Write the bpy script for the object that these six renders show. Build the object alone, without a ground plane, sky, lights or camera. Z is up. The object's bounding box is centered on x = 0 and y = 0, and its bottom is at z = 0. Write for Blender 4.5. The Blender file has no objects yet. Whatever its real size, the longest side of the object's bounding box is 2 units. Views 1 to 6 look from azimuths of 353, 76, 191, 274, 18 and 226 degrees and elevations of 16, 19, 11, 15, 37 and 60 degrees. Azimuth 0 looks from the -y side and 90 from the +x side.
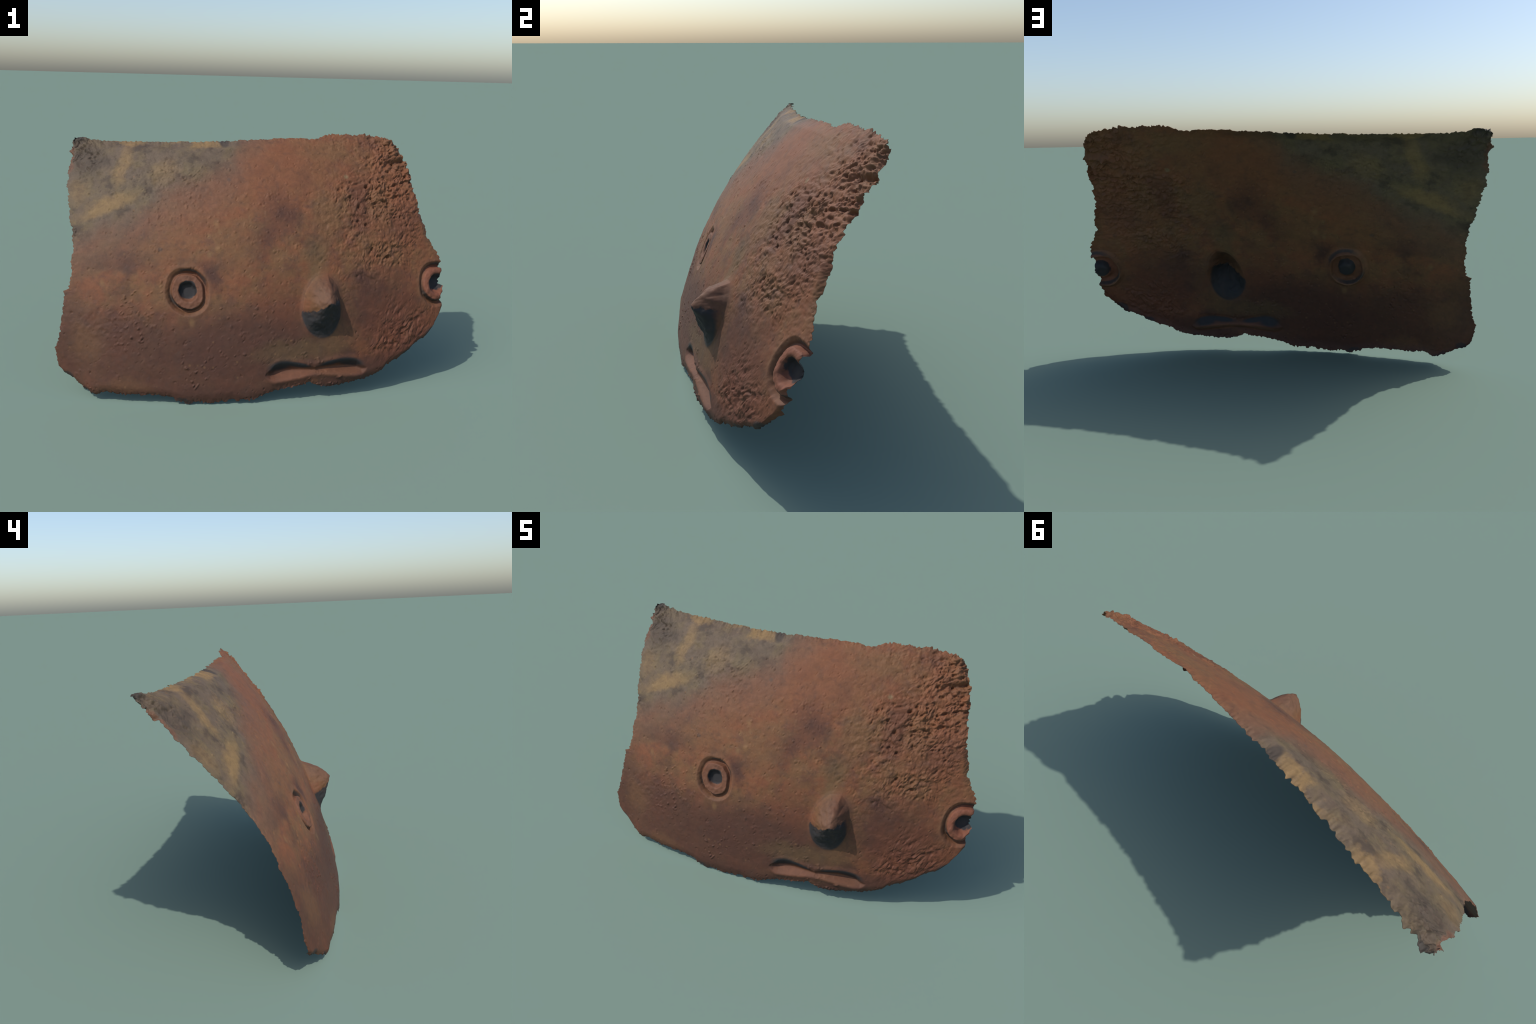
"""A broken piece of a fired-clay vessel wall with a modelled face on it:
a curved wall, one whole eye ring, one eye ring cut by the break, a beak-like
nose and a bow-shaped mouth.  Everything is one smooth wall surface given by a
profile formula, relief formulas and a broken outline; it is then separated
into the anatomical parts of the face."""
import bpy, math
import numpy as np

# ---------------------------------------------------------------- noise tools
def hash2(ix, iy, seed):
    h = (ix.astype(np.int64) * 374761393 + iy.astype(np.int64) * 668265263 + seed * 974634777) & 0xFFFFFFFF
    h = ((h ^ (h >> 13)) * 1274126177) & 0xFFFFFFFF
    h = ((h ^ (h >> 16)) * 2246822519) & 0xFFFFFFFF
    return ((h ^ (h >> 15)) & 0xFFFFFF) / float(0xFFFFFF)

def vnoise(x, y, seed=0):
    ix, iy = np.floor(x), np.floor(y)
    fx, fy = x - ix, y - iy
    fx = fx * fx * fx * (fx * (fx * 6 - 15) + 10)
    fy = fy * fy * fy * (fy * (fy * 6 - 15) + 10)
    a, b = hash2(ix, iy, seed), hash2(ix + 1, iy, seed)
    c, d = hash2(ix, iy + 1, seed), hash2(ix + 1, iy + 1, seed)
    return ((a + (b - a) * fx) * (1 - fy) + (c + (d - c) * fx) * fy) * 2 - 1

def fbm(x, y, seed=0, octaves=4, gain=0.5):
    out, amp, tot = 0, 1.0, 0
    ca, sa = math.cos(0.6), math.sin(0.6)
    for o in range(octaves):
        out = out + amp * vnoise(x, y, seed + 17 * o)
        tot += amp
        amp *= gain
        x, y = 2.03 * (ca * x - sa * y) + 11.3, 2.03 * (sa * x + ca * y) - 7.7
    return out / tot

def cells(x, y, seed=0):
    """distance to the nearest and second nearest feature point, and a random of the nearest"""
    ix, iy = np.floor(x), np.floor(y)
    d1 = np.full(x.shape, 9.0); d2 = np.full(x.shape, 9.0); rnd = np.zeros(x.shape)
    for i in (-1, 0, 1):
        for j in (-1, 0, 1):
            cx, cy = ix + i, iy + j
            px = cx + 0.1 + 0.8 * hash2(cx, cy, seed)
            py = cy + 0.1 + 0.8 * hash2(cx, cy, seed + 1)
            d = np.hypot(px - x, py - y)
            near = d < d1
            d2 = np.where(near, d1, np.minimum(d2, d))
            rnd = np.where(near, hash2(cx, cy, seed + 2), rnd)
            d1 = np.where(near, d, d1)
    return d1, d2, rnd

def sstep(a, b, t):
    t = np.clip((t - a) / (b - a), 0, 1)
    return t * t * (3 - 2 * t)

def blob(x, z, cx, cz, rx, rz, ang=0.0):
    a = math.radians(ang)
    u = (x - cx) * math.cos(a) + (z - cz) * math.sin(a)
    v = -(x - cx) * math.sin(a) + (z - cz) * math.cos(a)
    return np.exp(-((u / rx) ** 2 + (v / rz) ** 2))

# ------------------------------------------------------------ the broken outline
# control points (x, z) of the four broken sides
TOP = [(-.955, 1.183), (-.915, 1.200), (-.86, 1.194), (-.74, 1.190), (-.56, 1.193), (-.37, 1.199), (-.19, 1.206),
       (-.01, 1.216), (.20, 1.228), (.30, 1.228), (.345, 1.226), (.38, 1.236), (.43, 1.247), (.54, 1.246), (.63, 1.244),
       (.70, 1.238), (.755, 1.228), (.795, 1.205)]
RIGHT = [(.795, 1.205), (.812, 1.176), (.836, 1.142), (.850, 1.110), (.846, 1.085), (.860, 1.045), (.866, .995), (.880, .935),
         (.890, .88), (.905, .83), (.918, .79), (.928, .742), (.952, .70), (.977, .66), (.996, .612), (.993, .57),
         (.994, .52), (.998, .48), (.984, .452), (.996, .42), (.990, .39), (.970, .352)]
BOTTOM = [(-.968, .132), (-.94, .108), (-.905, .092), (-.86, .058), (-.81, .036), (-.75, .046), (-.66, .042), (-.56, .040),
          (-.45, .034), (-.40, .018), (-.32, .014), (-.22, .014), (-.15, .022), (-.06, .018), (.04, .048), (.135, .069),
          (.20, .076), (.245, .088), (.275, .070), (.35, .060), (.43, .068), (.50, .074), (.57, .092), (.63, .106),
          (.66, .134), (.72, .158), (.78, .188), (.83, .224), (.88, .242), (.92, .280), (.942, .315), (.970, .352)]
LEFT = [(-.955, 1.183), (-.962, 1.150), (-.970, 1.130), (-.952, 1.105), (-.962, 1.072), (-.968, 1.03), (-.963, .99),
        (-.966, .965), (-.955, .91), (-.945, .86), (-.942, .82), (-.926, .77), (-.923, .72), (-.920, .67), (-.926, .63),
        (-.922, .59), (-.932, .55), (-.935, .517), (-.957, .499), (-.962, .46), (-.961, .41), (-.970, .36), (-.972, .325),
        (-.984, .28), (-.996, .25), (-.997, .22), (-.990, .175), (-.968, .132)]

def curve(points, n):
    """Catmull-Rom through the control points, n samples evenly spaced along it"""
    p = np.array(points, float)
    q = np.vstack([2 * p[0] - p[1], p, 2 * p[-1] - p[-2]])
    out = []
    for i in range(1, len(q) - 2):
        t = np.linspace(0, 1, 24, endpoint=False)[:, None]
        a, b, c, d = q[i - 1], q[i], q[i + 1], q[i + 2]
        out.append(0.5 * (2 * b + (c - a) * t + (2 * a - 5 * b + 4 * c - d) * t ** 2 + (3 * b - a - 3 * c + d) * t ** 3))
    out = np.vstack(out + [p[-1:]])
    s = np.r_[0, np.cumsum(np.hypot(*np.diff(out, axis=0).T))]
    k = np.linspace(0, s[-1], n)
    return np.c_[np.interp(k, s, out[:, 0]), np.interp(k, s, out[:, 1])], s[-1]

NU, NV = 500, 290
top, LT = curve(TOP, NU); bottom, LB = curve(BOTTOM, NU)
left, LL = curve(LEFT, NV); right, LR = curve(RIGHT, NV)
left, right = left[::-1], right[::-1]            # from the bottom up

u = np.linspace(0, 1, NU)[None, :, None]
v = np.linspace(0, 1, NV)[:, None, None]
grid = ((1 - v) * bottom[None] + v * top[None] + (1 - u) * left[:, None] + u * right[:, None]
        - ((1 - u) * (1 - v) * bottom[0] + u * (1 - v) * bottom[-1] + (1 - u) * v * top[0] + u * v * top[-1]))
X, Zc = grid[..., 0].copy(), grid[..., 1].copy()
U = np.broadcast_to(u[..., 0], X.shape); V = np.broadcast_to(v[..., 0], X.shape)

# distance (in the x,z plane) from each broken side
dist = {"top": (1 - V) * (0.5 * (LL + LR)), "bottom": V * (0.5 * (LL + LR)),
        "left": U * (0.5 * (LT + LB)), "right": (1 - U) * (0.5 * (LT + LB))}

def teeth(s, seed, amp):
    """a crumbly, saw-toothed break: short triangular teeth of uneven size"""
    k = s / 0.0135
    saw = np.abs((k + 0.35 * vnoise(s / 0.03, 0 * s + 3.1, seed)) % 1.0 - 0.5) * 2 - 0.5
    big = 0.5 + 0.5 * vnoise(s / 0.05, 0 * s + 8.7, seed + 5)
    return amp * (0.9 * saw * big + 0.9 * vnoise(s / 0.009, 0 * s, seed + 9) + 0.7 * vnoise(s / 0.035, 0 * s + 1.7, seed + 2))

amp_right = 0.0052
for name, s, nx, nz, seed, amp in (("top", U * LT, 0.05, 1.0, 11, 0.0026 + 0.0030 * sstep(.55, .9, U)), ("bottom", U * LB, 0.2, -1.0, 23, 0.0046 + 0 * U),
                                   ("left", V * LL, -1.0, 0.05, 37, 0.0048 + 0 * U), ("right", V * LR, 1.0, 0.15, 51, amp_right + 0 * U)):
    wgt = np.exp(-(dist[name] / 0.010) ** 1.5)
    t = teeth(s, seed, amp) * wgt
    if name == "bottom":      # outward direction turns along the slanting lower right break
        slant = sstep(.74, .84, U)
        nx, nz = 0.62 * slant, -1.0 + 0.25 * slant
    X += nx * t
    Zc += nz * t

# ------------------------------------------------------------- the wall profile
def wall(x, z):
    """the vessel wall: depth y of the outer surface over (x, z)"""
    w = z - 0.6
    return (-0.2128 + w * (0.4669 + w * (0.2901 + 0.113 * w)) + x * (-0.026 - 0.0655 * w - 0.0241 * w * w)
            + x * x * (0.1435 + 0.0372 * w) + 0.0103 * x ** 3)

Y = wall(X, Zc)
e = 1e-3
fx = (wall(X + e, Zc) - wall(X - e, Zc)) / (2 * e)
fz = (wall(X, Zc + e) - wall(X, Zc - e)) / (2 * e)
ln = np.sqrt(1 + fx ** 2 + fz ** 2)
N = np.stack([fx / ln, -1 / ln, fz / ln], -1)     # outward normal of the smooth wall
S = Zc + 0.25 * (Zc - 0.1) ** 2                   # length up the wall, for even noise

# ------------------------------------------------------------------- the relief
EYE_L, EYE_R, NOSE = (-.352, .524), (.962, .512), (.316, .458)

def ring_profile(r, pit, ring, groove):
    """eye: deep central pit, rounded ring, cut groove around it"""
    r_k = [0, .026, .037, .043, .049, .058, .069, .078, .084, .091, .099, .111, .13]
    h_k = [-pit, -pit * .97, -pit * .72, -pit * .25, ring * .55, ring, ring * .75, ring * .1, -groove * .85, -groove, -groove * .45, 0.001, 0]
    return np.interp(r, r_k, h_k)

def eye(x, z, c, pit, ring, groove, seed):
    a = np.arctan2(z - c[1], x - c[0])
    r = np.hypot(x - c[0], (z - c[1]) * 1.0)
    r = r * (1 + 0.06 * vnoise(np.cos(a) * 1.6 + 5, np.sin(a) * 1.6, seed)) + 0.0015 * vnoise(x / .012, z / .012, seed + 1)
    h = ring_profile(r, pit, ring, groove)
    h = np.where((r > .07) & (h < 0), h * (0.80 + 0.28 * np.cos(2 * (a - 1.13))), h)
    return r, h + 0.0045 * sstep(.04, .05, r) * sstep(.09, .075, r) * fbm(x / .030, z / .030, seed + 3, 3)

rL, hL = eye(X, Zc, EYE_L, .030, -.001, .030, 71)
rR, hR = eye(X, Zc, EYE_R, .034, .006, .028, 81)

def nose_base(a):
    """radius of the egg-shaped foot of the nose around its tip, by angle (0 = +x, 90 = up)"""
    deg = np.degrees(a) % 360
    k = [0, 30, 60, 78, 100, 130, 160, 180, 205, 235, 258, 280, 310, 340, 360]
    r = [.094, .100, .118, .142, .136, .112, .101, .101, .112, .140, .146, .140, .116, .098, .094]
    return np.interp(deg, k, r)

an = np.arctan2(Zc - NOSE[1], X - NOSE[0])
tn = np.hypot(X - NOSE[0], Zc - NOSE[1]) / nose_base(an)
tn = tn * (1 + 0.03 * vnoise(X / .05, Zc / .05, 91))
steep = 1.66 - 0.10 * np.clip(np.sin(an), 0, 1) - 0.75 * np.clip(-np.sin(an + .1), 0, 1) ** 2   # full above, straight below
cone = np.clip(1 - np.sqrt(tn ** 2 + 0.010) ** steep, 0, None)
foot = 0.010 * np.exp(-((tn - 1.0) / 0.10) ** 2)
hN = 0.122 * cone + foot * 0.5 * (tn < 1.4)
chip = sstep(1.0, .75, tn)
hN += chip * (0.014 * fbm(X / .042, Zc / .042, 95, 3) + 0.0016 * vnoise(X / .012, Zc / .012, 96))
hN += 0.003 * blob(X, Zc, .335, .525, .030, .022) - 0.006 * blob(X, Zc, .385, .50, .014, .03, 20)

# mouth: a bow-shaped slit, deep at both ends, shallow in the middle
mx = [.02, .045, .07, .10, .14, .20, .27, .33, .39, .45, .49, .52, .545]
m_top = np.interp(X, mx, [.144, .164, .185, .194, .193, .181, .168, .181, .190, .192, .184, .158, .144])
m_deep = np.interp(X, mx, [0, .016, .029, .032, .029, .019, .011, .018, .028, .032, .029, .016, 0])
m_low = np.interp(X, mx, [.13, .112, .106, .108, .114, .124, .132, .130, .124, .116, .112, .112, .13])
below = m_top - Zc
span = np.clip(m_top - m_low, .02, None)
t_m = below / span
prof = sstep(-.04, .52, t_m) * (1 - sstep(.46, 1.05, t_m))      # slanting upper wall, lower lip
hM = -m_deep * prof
hM += 0.006 * np.exp(-((Zc - (m_low - .004)) / .016) ** 2) * sstep(.0, .08, X) * (1 - sstep(.48, .56, X))
hM += 0.004 * np.exp(-((Zc - (m_top + .012)) / .012) ** 2) * sstep(.03, .1, X) * (1 - sstep(.46, .54, X))
mouth_zone = (X > .025) & (X < .54) & (Zc < m_top + .012) & (Zc > m_low - .006)

smooth_here = np.clip(sstep(.13, .09, rL) + sstep(.12, .09, rR) + sstep(1.35, 1.0, tn) + mouth_zone, 0, 1)

# crumbling crust: where the clay skin is worn rough
wx, wz = X + .03 * fbm(X / .12, S / .12, 5, 3), S + .03 * fbm(X / .12, S / .12, 6, 3)
rough = (1.00 * blob(X, Zc, .80, 1.14, .17, .17) + .50 * blob(X, Zc, .80, .88, .16, .20) + .55 * blob(X, Zc, .53, .95, .16, .13)
         + .40 * blob(X, Zc, .66, .66, .16, .10) + .50 * blob(X, Zc, .78, .33, .15, .10) + .38 * blob(X, Zc, .62, .24, .10, .06)
         + .35 * blob(X, Zc, .55, 1.20, .20, .05) + .22 * blob(X, Zc, .45, .72, .2, .3))
rough = np.clip(rough * (1 + .7 * fbm(X / .09, S / .09, 8, 3)), 0, 1.25)
crust = np.clip(.75 * blob(X, Zc, -.90, 1.12, .12, .10) + .8 * blob(X, Zc, -.93, 1.20, .10, .03) + .30 * blob(X, Zc, -.50, 1.04, .25, .10)
                + .2 * blob(X, Zc, -.75, .36, .15, .10), 0, 1.1)
grain1 = fbm(wx / .026, wz / .026, 101, 4, .6)
crease = 1 - np.clip(np.abs(vnoise(wx / .030, wz / .030, 121) + .35 * vnoise(wx / .013, wz / .013, 122)) * 3.2, 0, 1)
d1, d2, rnd = cells(wx / .026 + .5 * grain1, wz / .026, 111)
flake = (rnd - .5) * sstep(.0, .22, d2 - d1)                       # little spalled facets of uneven height
p1, p2, prnd = cells(wx / .040 + .3 * grain1, wz / .040, 131)
pit = sstep(.12 + .22 * prnd, .04, p1) * (prnd > .55)
q1, q2, qrnd = cells(X / .060 + .2 * grain1, S / .060, 151)
hole = sstep(.22, .08, q1) * (qrnd > .60)
h_rough = rough * (0.013 * grain1 + 0.009 * flake - 0.005 * crease - 0.012 * pit + 0.001) \
    - 0.012 * hole * sstep(.25, .7, rough) \
    + 0.012 * sstep(.55, 1.0, rough) * fbm(X / .055, S / .055, 171, 3)
h_crust = crust * (0.013 * grain1 + 0.009 * flake - 0.013 * pit) + .010 * blob(X, Zc, -.93, 1.16, .07, .06) * (fbm(X / .028, S / .028, 161, 3) + flake)
# a crack and a spalled flake near the upper right corner
h_rough -= 0.028 * blob(X, Zc, .822, 1.118, .045, .009, 14) + 0.012 * blob(X, Zc, .73, 1.10, .03, .008, 35)
h_rough += 0.012 * blob(X, Zc, .775, 1.155, .040, .026, -10)
h_skin = 0.0024 * fbm(X / .09, S / .09, 201, 4) + 0.0005 * fbm(X / .018, S / .018, 211, 2) \
    + 0.0016 * np.clip(fbm(X / .030, S / .030, 221, 2) - .25, 0, 1) * (1 - sstep(.0, .35, X))
# scattered scabs and nicks, gathered in loose groups on the left and lower wall
scab = np.clip(fbm(X / .016, S / .016, 231, 2) - .40, 0, 1) * sstep(.05, .45, fbm(X / .16, S / .16, 241, 2))
nick = np.clip(fbm(X / .014, S / .014, 251, 2) - .60, 0, 1)
h_skin = h_skin + .022 * scab * (0.35 + crust + .6 * sstep(.30, .05, Zc) + .5 * sstep(-.4, -.8, X)) - .012 * nick
H = hL * (rL < .13) + hR * (rR < .13) + hN + hM + (1 - .85 * smooth_here) * (h_rough + h_crust) + (1 - .5 * smooth_here) * h_skin

P = np.stack([X, Y, Zc], -1) + N * H[..., None]

# the edges curl inward: a lip along the top, a turned-under lower break
def edge_ramp(d, w):
    return np.clip(1 - d / w, 0, 1) ** 2

low = edge_ramp(dist["bottom"], .045)
P[..., 1] += low * np.interp(X, [-1, -.8, -.4, 0, .25, .5, .75, .95, 1], [.022, .018, .012, .010, .008, .014, .020, .028, .028])
P[..., 2] += low * .003
lip = np.clip(1 - dist["top"] / .032, 0, 1) ** 1.4
P[..., 1] += lip * (np.interp(X, [-1, -.92, -.8, -.6, -.3, 0, .2, .35, .8], [.006, .010, .026, .042, .048, .038, .024, .008, .004]) + .004 * vnoise(X / .03, X * 0, 301) + .007 * sstep(.1, -.1, X) * vnoise(X / .013, X * 0 + 4, 303))
P[..., 2] -= lip ** 2 * np.interp(X, [-1, -.8, -.3, .1, .4], [0, .004, .006, .004, 0])
# the lower left corner and the right flank fall back from the even curve
push = .034 * sstep(.30, .0, np.hypot((X + .99) * 1.1, (Zc - .05) * .85))
P[..., 0] -= .12 * push
P[..., 2] -= .18 * push
P[..., 1] += push + .015 * blob(X, Zc, .86, .63, .12, .13)
P[..., 1] += edge_ramp(dist["right"], .035) * (.010 + .010 * vnoise(Zc / .06, Zc * 0, 311))
P[..., 1] += edge_ramp(dist["left"], .025) * (.004 + .004 * vnoise(Zc / .05, Zc * 0, 321))
# crumbly edge grain
edge = np.exp(-(np.minimum.reduce(list(dist.values())) / .012) ** 1.5)
for k in range(3):
    P[..., k] += edge * .0028 * fbm(X / .010 + 3 * k, S / .010, 331 + k, 2)
corner = blob(X, Zc, -.935, 1.185, .05, .03)
for k in range(3):
    P[..., k] += corner * .010 * fbm(X / .018 + 5 * k, S / .018, 341 + k, 2)

# inner face: the wall is a thin skin, thinner still at the break
thick = 0.0016 + 0.0010 * sstep(0, .05, np.minimum.reduce(list(dist.values())))
B = P - N * thick[..., None]

# two loose spurs of the lower break touch the ground
zmin = min(P[..., 2].min(), B[..., 2].min())
tip_w = np.exp(-(dist["bottom"] / .014) ** 1.5) * (np.exp(-((X + .805) / .022) ** 2) + .5 * np.exp(-((X + .36) / .014) ** 2))
for A in (P, B):
    A[..., 2] -= tip_w * max(zmin, 0) * 1.0
zmin = min(P[..., 2].min(), B[..., 2].min())
P[..., 2] = np.where(P[..., 2] < .03, P[..., 2] - zmin * (1 - P[..., 2] / .03) / (1 - zmin / .03), P[..., 2])
B[..., 2] = np.where(B[..., 2] < .03, B[..., 2] - zmin * (1 - B[..., 2] / .03) / (1 - zmin / .03), B[..., 2])

# --------------------------------------------------------------------- meshes
def grid_normals(G):
    du = np.gradient(G, axis=1); dv = np.gradient(G, axis=0)
    n = np.cross(du, dv)
    return n / np.maximum(np.linalg.norm(n, axis=-1, keepdims=True), 1e-12)

NP = grid_normals(P)
if (NP * N).sum() < 0:
    NP = -NP
NB = -NP
def rim_loop(A):
    return np.concatenate([A[0, :], A[1:, -1], A[-1, -2::-1], A[-2:0:-1, 0]])

idx = np.arange(NU * NV).reshape(NV, NU)
loop = rim_loop(idx)
nl = len(loop)
M = NU * NV
rimP, rimB = P.reshape(-1, 3)[loop], B.reshape(-1, 3)[loop]
tang = np.roll(rimP, -1, 0) - np.roll(rimP, 1, 0)
rimN = np.cross(tang, N.reshape(-1, 3)[loop])
rimN /= np.maximum(np.linalg.norm(rimN, axis=1, keepdims=True), 1e-12)
out_dir = rimP - np.array([0, -.1, .6])
if (rimN * out_dir).sum() < 0:
    rimN = -rimN
verts = np.vstack([P.reshape(-1, 3), B.reshape(-1, 3), rimP, rimB])
norms = np.vstack([NP.reshape(-1, 3), NB.reshape(-1, 3), rimN, rimN])
a, b, c, d = idx[:-1, :-1], idx[:-1, 1:], idx[1:, 1:], idx[1:, :-1]
front = np.stack([a, b, c, d], -1).reshape(-1, 4)
back = front[:, ::-1] + M
k = np.arange(nl)
side = np.stack([2 * M + k, 2 * M + nl + k, 2 * M + nl + (k + 1) % nl, 2 * M + (k + 1) % nl], -1)

def cell(f):
    return ((f[:-1, :-1] + f[:-1, 1:] + f[1:, 1:] + f[1:, :-1]) / 4).reshape(-1)

region = np.zeros(len(front), int)                 # 0 wall, 1 eye, 2 cut eye, 3 nose, 4 mouth, 5/6 sockets
region[cell(rL) < .104] = 1
region[cell(rR) < .104] = 2
region[cell(tn) < 1.12] = 3
region[cell(mouth_zone.astype(float)) > .5] = 4
region[cell(rL) < .043] = 5
region[cell(rR) < .043] = 6

def part(name, faces, parent):
    used, inv = np.unique(faces.reshape(-1), return_inverse=True)
    me = bpy.data.meshes.new(name)
    me.from_pydata(verts[used].tolist(), [], inv.reshape(-1, 4).tolist())
    me.polygons.foreach_set("use_smooth", np.ones(len(faces), bool))
    me.update()
    me.normals_split_custom_set_from_vertices(norms[used].tolist())
    ob = bpy.data.objects.new(name, me)
    bpy.context.scene.collection.objects.link(ob)
    ob.parent = parent
    me.materials.append(CLAY)
    return ob

# -------------------------------------------------------------------- material
class Nodes:
    def __init__(self, mat):
        mat.use_nodes = True
        self.t = mat.node_tree
        self.t.nodes.clear()
    def new(self, kind, **kw):
        n = self.t.nodes.new(kind)
        for k_, v_ in kw.items():
            setattr(n, k_, v_)
        return n
    def put(self, socket, val):
        if isinstance(val, bpy.types.NodeSocket):
            self.t.links.new(val, socket)
        else:
            socket.default_value = val
    def math(self, op, a_, b_=0.0, clamp=False):
        n = self.new("ShaderNodeMath", operation=op, use_clamp=clamp)
        self.put(n.inputs[0], a_); self.put(n.inputs[1], b_)
        return n.outputs[0]
    def step(self, val, lo, hi, out0=0.0, out1=1.0):
        n = self.new("ShaderNodeMapRange", interpolation_type="SMOOTHSTEP")
        for s_, q in zip(range(5), (val, lo, hi, out0, out1)):
            self.put(n.inputs[s_], q)
        return n.outputs[0]
    def noise(self, vec, scale, detail=4.0, rough=0.55, dist_=0.0, out="Fac"):
        n = self.new("ShaderNodeTexNoise")
        self.put(n.inputs["Vector"], vec)
        n.inputs["Scale"].default_value = scale; n.inputs["Detail"].default_value = detail
        n.inputs["Roughness"].default_value = rough; n.inputs["Distortion"].default_value = dist_
        return n.outputs[out]
    def mix(self, fac, c1, c2):
        n = self.new("ShaderNodeMix", data_type="RGBA")
        self.put(n.inputs[0], fac)
        for s_, q in ((6, c1), (7, c2)):
            self.put(n.inputs[s_], (*q, 1.0) if isinstance(q, tuple) else q)
        return n.outputs[2]
    def ellipse(self, x, z, cx, cz, rx, rz, ang=0.0, soft=0.55):
        """1 inside an ellipse around (cx, cz), fading out to its border"""
        ca, sa = math.cos(math.radians(ang)), math.sin(math.radians(ang))
        dx, dz = self.math("SUBTRACT", x, cx), self.math("SUBTRACT", z, cz)
        p = self.math("ADD", self.math("MULTIPLY", dx, ca / rx), self.math("MULTIPLY", dz, sa / rx))
        q = self.math("ADD", self.math("MULTIPLY", dx, -sa / rz), self.math("MULTIPLY", dz, ca / rz))
        r = self.math("SQRT", self.math("ADD", self.math("MULTIPLY", p, p), self.math("MULTIPLY", q, q)))
        return self.step(r, 1.0 + soft, max(0.0, 1.0 - soft), 0.0, 1.0)

CLAY = bpy.data.materials.new("fired_clay")
g = Nodes(CLAY)
obj = g.new("ShaderNodeTexCoord").outputs["Object"]
warp_n = g.new("ShaderNodeTexNoise"); g.put(warp_n.inputs["Vector"], obj)
warp_n.inputs["Scale"].default_value = 9.0; warp_n.inputs["Detail"].default_value = 5.0; warp_n.inputs["Roughness"].default_value = .6
sub = g.new("ShaderNodeVectorMath", operation="SUBTRACT"); g.put(sub.inputs[0], warp_n.outputs["Color"]); sub.inputs[1].default_value = (.5, .5, .5)
scl = g.new("ShaderNodeVectorMath", operation="SCALE"); g.put(scl.inputs[0], sub.outputs[0]); scl.inputs["Scale"].default_value = .11
add = g.new("ShaderNodeVectorMath", operation="ADD"); g.put(add.inputs[0], obj); g.put(add.inputs[1], scl.outputs[0])
sepw = g.new("ShaderNodeSeparateXYZ"); g.put(sepw.inputs[0], add.outputs[0])
sep = g.new("ShaderNodeSeparateXYZ"); g.put(sep.inputs[0], obj)
x, z = sepw.outputs["X"], sepw.outputs["Z"]       # softly warped coordinates for stains
x0, z0 = sep.outputs["X"], sep.outputs["Z"]       # true coordinates for modelled features

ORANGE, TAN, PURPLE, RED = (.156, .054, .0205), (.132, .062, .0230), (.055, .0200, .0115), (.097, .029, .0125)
GREY, YELLOW, OLIVE, BLUE_BLACK = (.098, .067, .043), (.198, .120, .046), (.108, .075, .037), (.013, .0145, .0165)

n_big = g.noise(obj, 3.2, 5, .6)
n_mid = g.noise(obj, 8.0, 6, .62)
n_fine = g.noise(obj, 38.0, 5, .6)
col = g.mix(g.step(n_mid, .38, .64), ORANGE, TAN)
col = g.mix(g.step(n_big, .50, .68), col, PURPLE)

def stain(c, colour, strength, *ell, soft=.6):
    global col
    m = g.ellipse(x, z, *ell, soft=soft)
    col = g.mix(g.math("MULTIPLY", m, strength), col, colour)

mottle = g.noise(obj, 15.0, 5, .65, .4)
col = g.mix(g.step(mottle, .50, .72, 0.0, .55), col, (.082, .033, .021))
col = g.mix(g.step(mottle, .46, .28, 0.0, .45), col, (.185, .078, .033))
# colour patches on the red skin
stain(None, ORANGE, .75, .12, 1.08, .30, .13, 0)
stain(None, ORANGE, .60, -.25, .90, .22, .12, 20)
stain(None, ORANGE, .55, .75, .95, .22, .30, 0)
stain(None, PURPLE, .45, .11, .88, .09, .10, 30)
stain(None, PURPLE, .45, .02, .74, .11, .06, 60)
stain(None, PURPLE, .60, -.73, .645, .16, .05, 0)
stain(None, PURPLE, .25, .26, 1.02, .05, .07, 0)
stain(None, PURPLE, .90, -.10, .29, .46, .17, 4)  # lower wall darkened from here on for part of the scan's baked shading
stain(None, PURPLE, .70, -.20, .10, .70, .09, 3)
stain(None, PURPLE, .65, .60, .45, .20, .14, 0)
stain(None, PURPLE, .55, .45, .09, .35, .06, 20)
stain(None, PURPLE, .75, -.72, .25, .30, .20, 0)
stain(None, PURPLE, .35, -.352, .640, .07, .03, 0)
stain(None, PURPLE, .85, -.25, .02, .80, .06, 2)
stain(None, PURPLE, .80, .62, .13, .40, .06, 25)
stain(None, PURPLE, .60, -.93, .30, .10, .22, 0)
stain(None, PURPLE, .50, .55, .92, .07, .12, 0)
stain(None, TAN, .70, .40, 1.16, .13, .05, 0)
stain(None, TAN, .60, .36, .87, .07, .12, 0)
stain(None, TAN, .60, -.48, .70, .14, .06, 0)
stain(None, TAN, .55, -.12, .71, .10, .09, 0)
stain(None, (.105, .062, .024), .65, .29, .66, .05, .12, -10)
stain(None, (.085, .050, .020), .65, .20, .25, .22, .05, 5)
stain(None, TAN, .45, -.86, .28, .07, .09, 0)
stain(None, TAN, .35, -.65, .09, .10, .03, 0)
stain(None, TAN, .45, .66, .90, .06, .12, 0)
stain(None, RED, .75, .74, .32, .20, .18, 30)
stain(None, RED, .35, .10, .50, .14, .12, 0)

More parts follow.
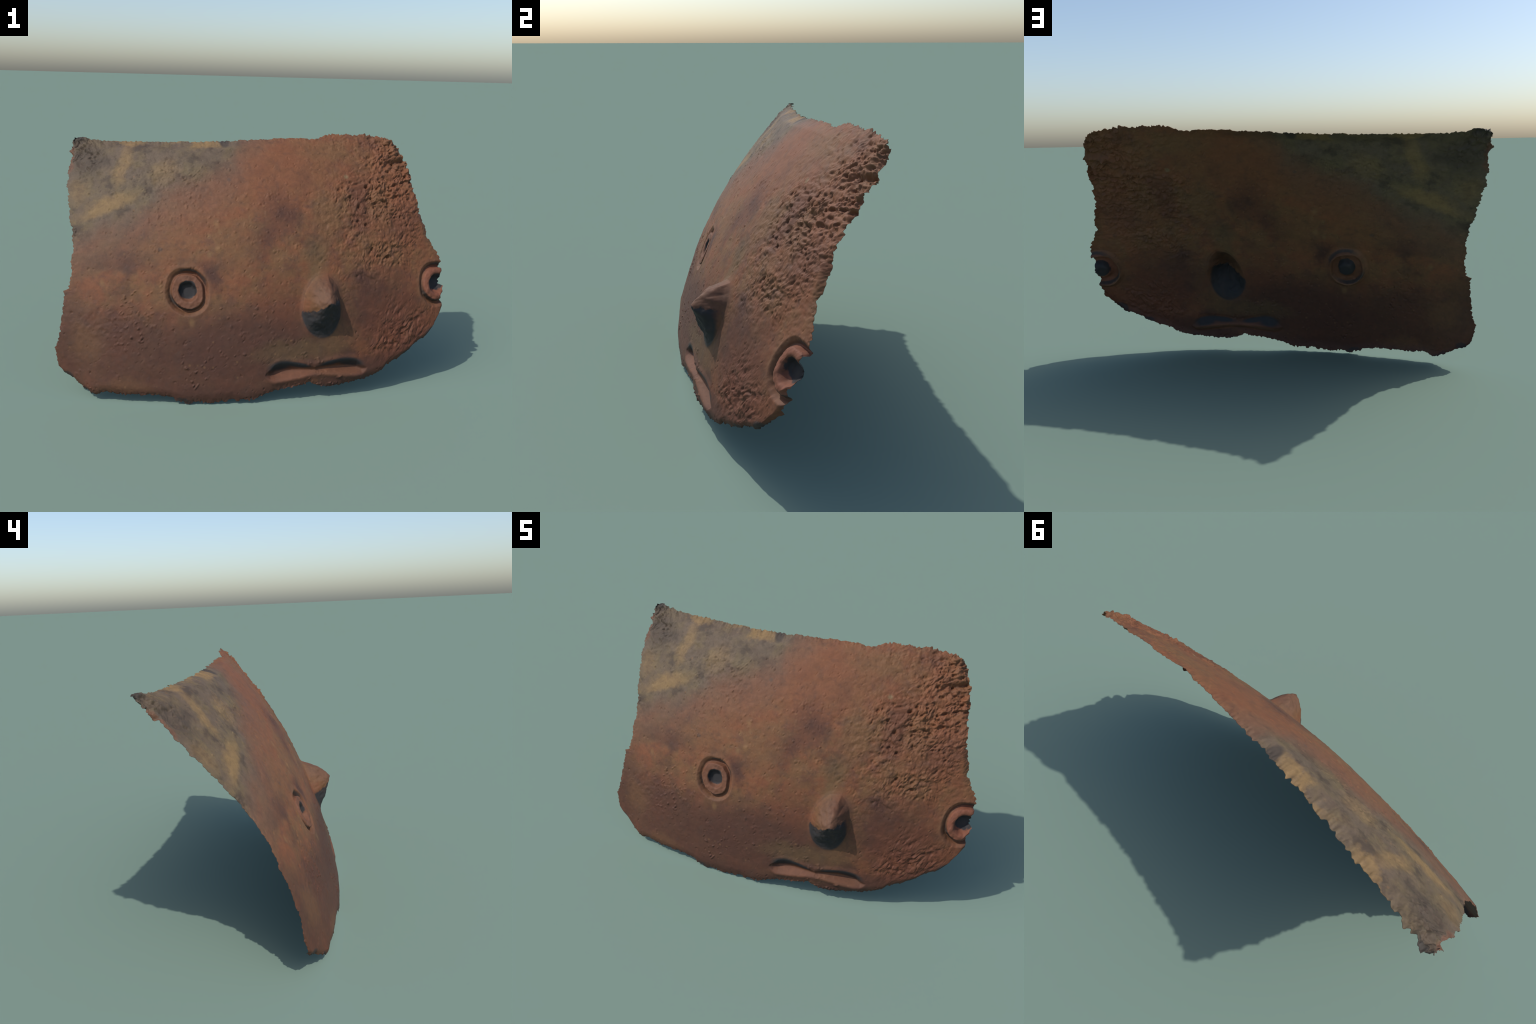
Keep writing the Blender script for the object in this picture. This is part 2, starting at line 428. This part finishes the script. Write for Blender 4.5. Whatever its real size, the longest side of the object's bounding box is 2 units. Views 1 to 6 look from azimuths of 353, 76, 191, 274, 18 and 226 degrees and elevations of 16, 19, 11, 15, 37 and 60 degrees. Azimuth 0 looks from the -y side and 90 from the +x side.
# the grey fire cloud in the upper left, below a sagging slanting border
fc = g.new("ShaderNodeFloatCurve")
pts_c = fc.mapping.curves[0].points
border = [(-1.0, .70), (-.75, .785), (-.60, .85), (-.43, .975), (-.27, 1.045), (-.13, 1.10), (-.05, 1.22), (.1, 1.40)]
while len(pts_c) < len(border):
    pts_c.new(.5, .5)
for p_, (bx, bz) in zip(pts_c, border):
    p_.location = ((bx + 1.0) / 1.2, (bz - .6) / 1.0)
fc.mapping.update()
g.put(fc.inputs["Value"], g.math("DIVIDE", g.math("ADD", x, 1.0), 1.2))
over = g.math("SUBTRACT", g.math("SUBTRACT", z, .6), fc.outputs[0])
cloud = g.step(over, -.075, .065)
grey = g.mix(g.step(n_mid, .40, .66), GREY, OLIVE)
grey = g.mix(g.step(g.noise(obj, 14, 5, .6), .48, .66), grey, (.056, .037, .023))
col = g.mix(g.math("MULTIPLY", g.step(over, -.26, -.02), .60), col, (.112, .058, .034))   # browned fringe of the cloud
col = g.mix(cloud, col, grey)
stain(None, YELLOW, .80, -.76, .885, .14, .034, 22)
stain(None, YELLOW, .60, -.675, 1.09, .10, .030, 72)
stain(None, YELLOW, .40, -.46, 1.05, .07, .05, 40)
stain(None, YELLOW, .90, -.29, 1.195, .13, .016, 0)
stain(None, YELLOW, .75, -.66, 1.190, .09, .012, 0)
stain(None, YELLOW, .40, -.90, .95, .05, .05, 0)
stain(None, (.052, .036, .024), .75, -.86, 1.10, .10, .08, 0)
stain(None, (.026, .021, .017), .85, -.93, 1.195, .055, .022, 0)
stain(None, (.125, .055, .030), .80, -.965, 1.10, .018, .06, 0, soft=.4)

def spot(colour, strength, *ell, soft=.3):
    global col
    m = g.ellipse(x0, z0, *ell, soft=soft)
    col = g.mix(g.math("MULTIPLY", m, strength), col, colour)

spot((.044, .032, .023), .95, -.148, 1.203, .026, .026, 0)
for sx, sz, sr in ((-.206, .829, .014), (-.243, .691, .010), (-.244, .772, .008), (-.769, .545, .011), (-.334, .384, .012), (-.20, .72, .012), (-.19, .79, .008)):
    spot((.18, .095, .038), .55, sx, sz, sr, sr * 1.3, 0, soft=.8)
spot((.17, .14, .07), .5, .485, 1.044, .012, .009, 0, soft=.6)
for sx, sz in ((-.134, 1.028), (-.484, .707)):
    spot((.060, .040, .030), .6, sx, sz, .010, .008, 0, soft=.6)

# scattered pale grit and dark specks
vor = g.new("ShaderNodeTexVoronoi"); g.put(vor.inputs["Vector"], obj); vor.inputs["Scale"].default_value = 26
sv = g.new("ShaderNodeSeparateColor"); g.put(sv.inputs[0], vor.outputs["Color"])
grit = g.math("MULTIPLY", g.step(vor.outputs["Distance"], .22, .08), g.math("GREATER_THAN", sv.outputs[0], .80))
col = g.mix(g.math("MULTIPLY", grit, .35), col, (.175, .09, .036))
vor2 = g.new("ShaderNodeTexVoronoi"); g.put(vor2.inputs["Vector"], obj); vor2.inputs["Scale"].default_value = 33
sv2 = g.new("ShaderNodeSeparateColor"); g.put(sv2.inputs[0], vor2.outputs["Color"])
fleck = g.math("MULTIPLY", g.step(vor2.outputs["Distance"], .20, .06), g.math("GREATER_THAN", sv2.outputs[0], .86))
col = g.mix(g.math("MULTIPLY", fleck, .40), col, (.045, .024, .016))

# eyes: orange rings, blue-black pits, dark grooves
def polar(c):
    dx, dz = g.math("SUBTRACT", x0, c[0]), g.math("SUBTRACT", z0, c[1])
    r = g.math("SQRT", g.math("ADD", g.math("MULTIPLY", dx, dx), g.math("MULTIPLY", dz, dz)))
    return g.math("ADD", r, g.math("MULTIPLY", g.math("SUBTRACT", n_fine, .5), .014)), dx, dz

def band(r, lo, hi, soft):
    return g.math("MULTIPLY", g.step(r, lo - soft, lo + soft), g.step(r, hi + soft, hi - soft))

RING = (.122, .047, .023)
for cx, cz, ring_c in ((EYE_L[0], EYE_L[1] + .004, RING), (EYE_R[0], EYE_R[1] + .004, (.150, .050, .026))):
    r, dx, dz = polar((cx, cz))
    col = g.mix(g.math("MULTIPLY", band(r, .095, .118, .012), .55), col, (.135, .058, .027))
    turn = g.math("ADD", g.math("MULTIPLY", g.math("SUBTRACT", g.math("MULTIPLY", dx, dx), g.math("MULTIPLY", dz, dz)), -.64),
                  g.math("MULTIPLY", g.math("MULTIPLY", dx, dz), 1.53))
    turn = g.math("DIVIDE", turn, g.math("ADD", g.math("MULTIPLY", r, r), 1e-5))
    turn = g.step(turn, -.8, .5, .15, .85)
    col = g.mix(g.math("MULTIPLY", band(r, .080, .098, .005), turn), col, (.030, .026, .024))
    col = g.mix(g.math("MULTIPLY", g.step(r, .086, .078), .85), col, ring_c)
    col = g.mix(g.math("MULTIPLY", g.step(r, .0475, .0425), .96), col, BLUE_BLACK)

# nose: blue-black underside below a ragged border
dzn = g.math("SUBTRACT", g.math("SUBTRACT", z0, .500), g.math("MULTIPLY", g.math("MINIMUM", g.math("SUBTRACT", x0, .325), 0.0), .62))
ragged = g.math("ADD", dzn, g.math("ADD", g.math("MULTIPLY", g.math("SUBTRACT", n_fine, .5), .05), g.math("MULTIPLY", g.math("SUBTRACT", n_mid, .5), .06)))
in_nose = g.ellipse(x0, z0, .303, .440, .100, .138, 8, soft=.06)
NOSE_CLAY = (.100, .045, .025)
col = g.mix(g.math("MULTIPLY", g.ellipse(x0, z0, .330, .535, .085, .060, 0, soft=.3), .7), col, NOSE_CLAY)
col = g.mix(g.math("MULTIPLY", in_nose, g.step(ragged, .004, -.008, 0.0, .95)), col, BLUE_BLACK)

# mouth: blue-black under the upper lip, paler orange-brown on the lower lip
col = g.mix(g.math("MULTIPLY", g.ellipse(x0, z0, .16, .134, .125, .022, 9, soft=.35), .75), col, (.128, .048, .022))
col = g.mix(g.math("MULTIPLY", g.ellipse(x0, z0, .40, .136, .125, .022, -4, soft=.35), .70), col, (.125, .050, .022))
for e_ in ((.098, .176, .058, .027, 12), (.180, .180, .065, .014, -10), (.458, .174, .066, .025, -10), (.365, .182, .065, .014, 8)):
    col = g.mix(g.math("MULTIPLY", g.ellipse(x0, z0, *e_, soft=.35), .95), col, BLUE_BLACK)

# charcoal along parts of the lower break
for e_ in ((.40, .066, .12, .012, 4), (.90, .262, .075, .014, 42), (.80, .198, .06, .008, 36), (-.945, .112, .035, .014, -25), (-.81, .036, .05, .010, -15), (-.38, .018, .05, .010, 0)):
    col = g.mix(g.math("MULTIPLY", g.ellipse(x, z, *e_, soft=.5), .8), col, (.018, .017, .017))

col = g.mix(g.step(g.noise(obj, 21.0, 5, .6, .3), .50, .70, 0.0, .30), col, (.050, .026, .017))
# fine value grain
hsv = g.new("ShaderNodeHueSaturation")
g.put(hsv.inputs["Color"], col)
g.put(hsv.inputs["Value"], g.step(g.math("ADD", g.math("MULTIPLY", n_fine, .6), g.math("MULTIPLY", g.noise(obj, 110, 3, .6), .4)), .3, .7, .86, 1.14))
bsdf = g.new("ShaderNodeBsdfPrincipled")
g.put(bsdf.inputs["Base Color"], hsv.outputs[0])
bsdf.inputs["Roughness"].default_value = .74
bsdf.inputs["Specular IOR Level"].default_value = .42
bump = g.new("ShaderNodeBump")
bump.inputs["Strength"].default_value = .16; bump.inputs["Distance"].default_value = .004
g.put(bump.inputs["Height"], g.math("ADD", g.noise(obj, 70, 4, .6), g.math("MULTIPLY", n_fine, .5)))
g.put(bsdf.inputs["Normal"], bump.outputs[0])
out = g.new("ShaderNodeOutputMaterial")
g.t.links.new(bsdf.outputs[0], out.inputs["Surface"])

# ---------------------------------------------------------------------- objects
root = bpy.data.objects.new("pottery_face_fragment", None)
bpy.context.scene.collection.objects.link(root)
root["label"] = "curved reddish brown pottery shard with modelled face, broken edges"
root["category"] = "pottery shard"

def faces_of(n):
    m = region == n
    return np.vstack([front[m], back[m]])

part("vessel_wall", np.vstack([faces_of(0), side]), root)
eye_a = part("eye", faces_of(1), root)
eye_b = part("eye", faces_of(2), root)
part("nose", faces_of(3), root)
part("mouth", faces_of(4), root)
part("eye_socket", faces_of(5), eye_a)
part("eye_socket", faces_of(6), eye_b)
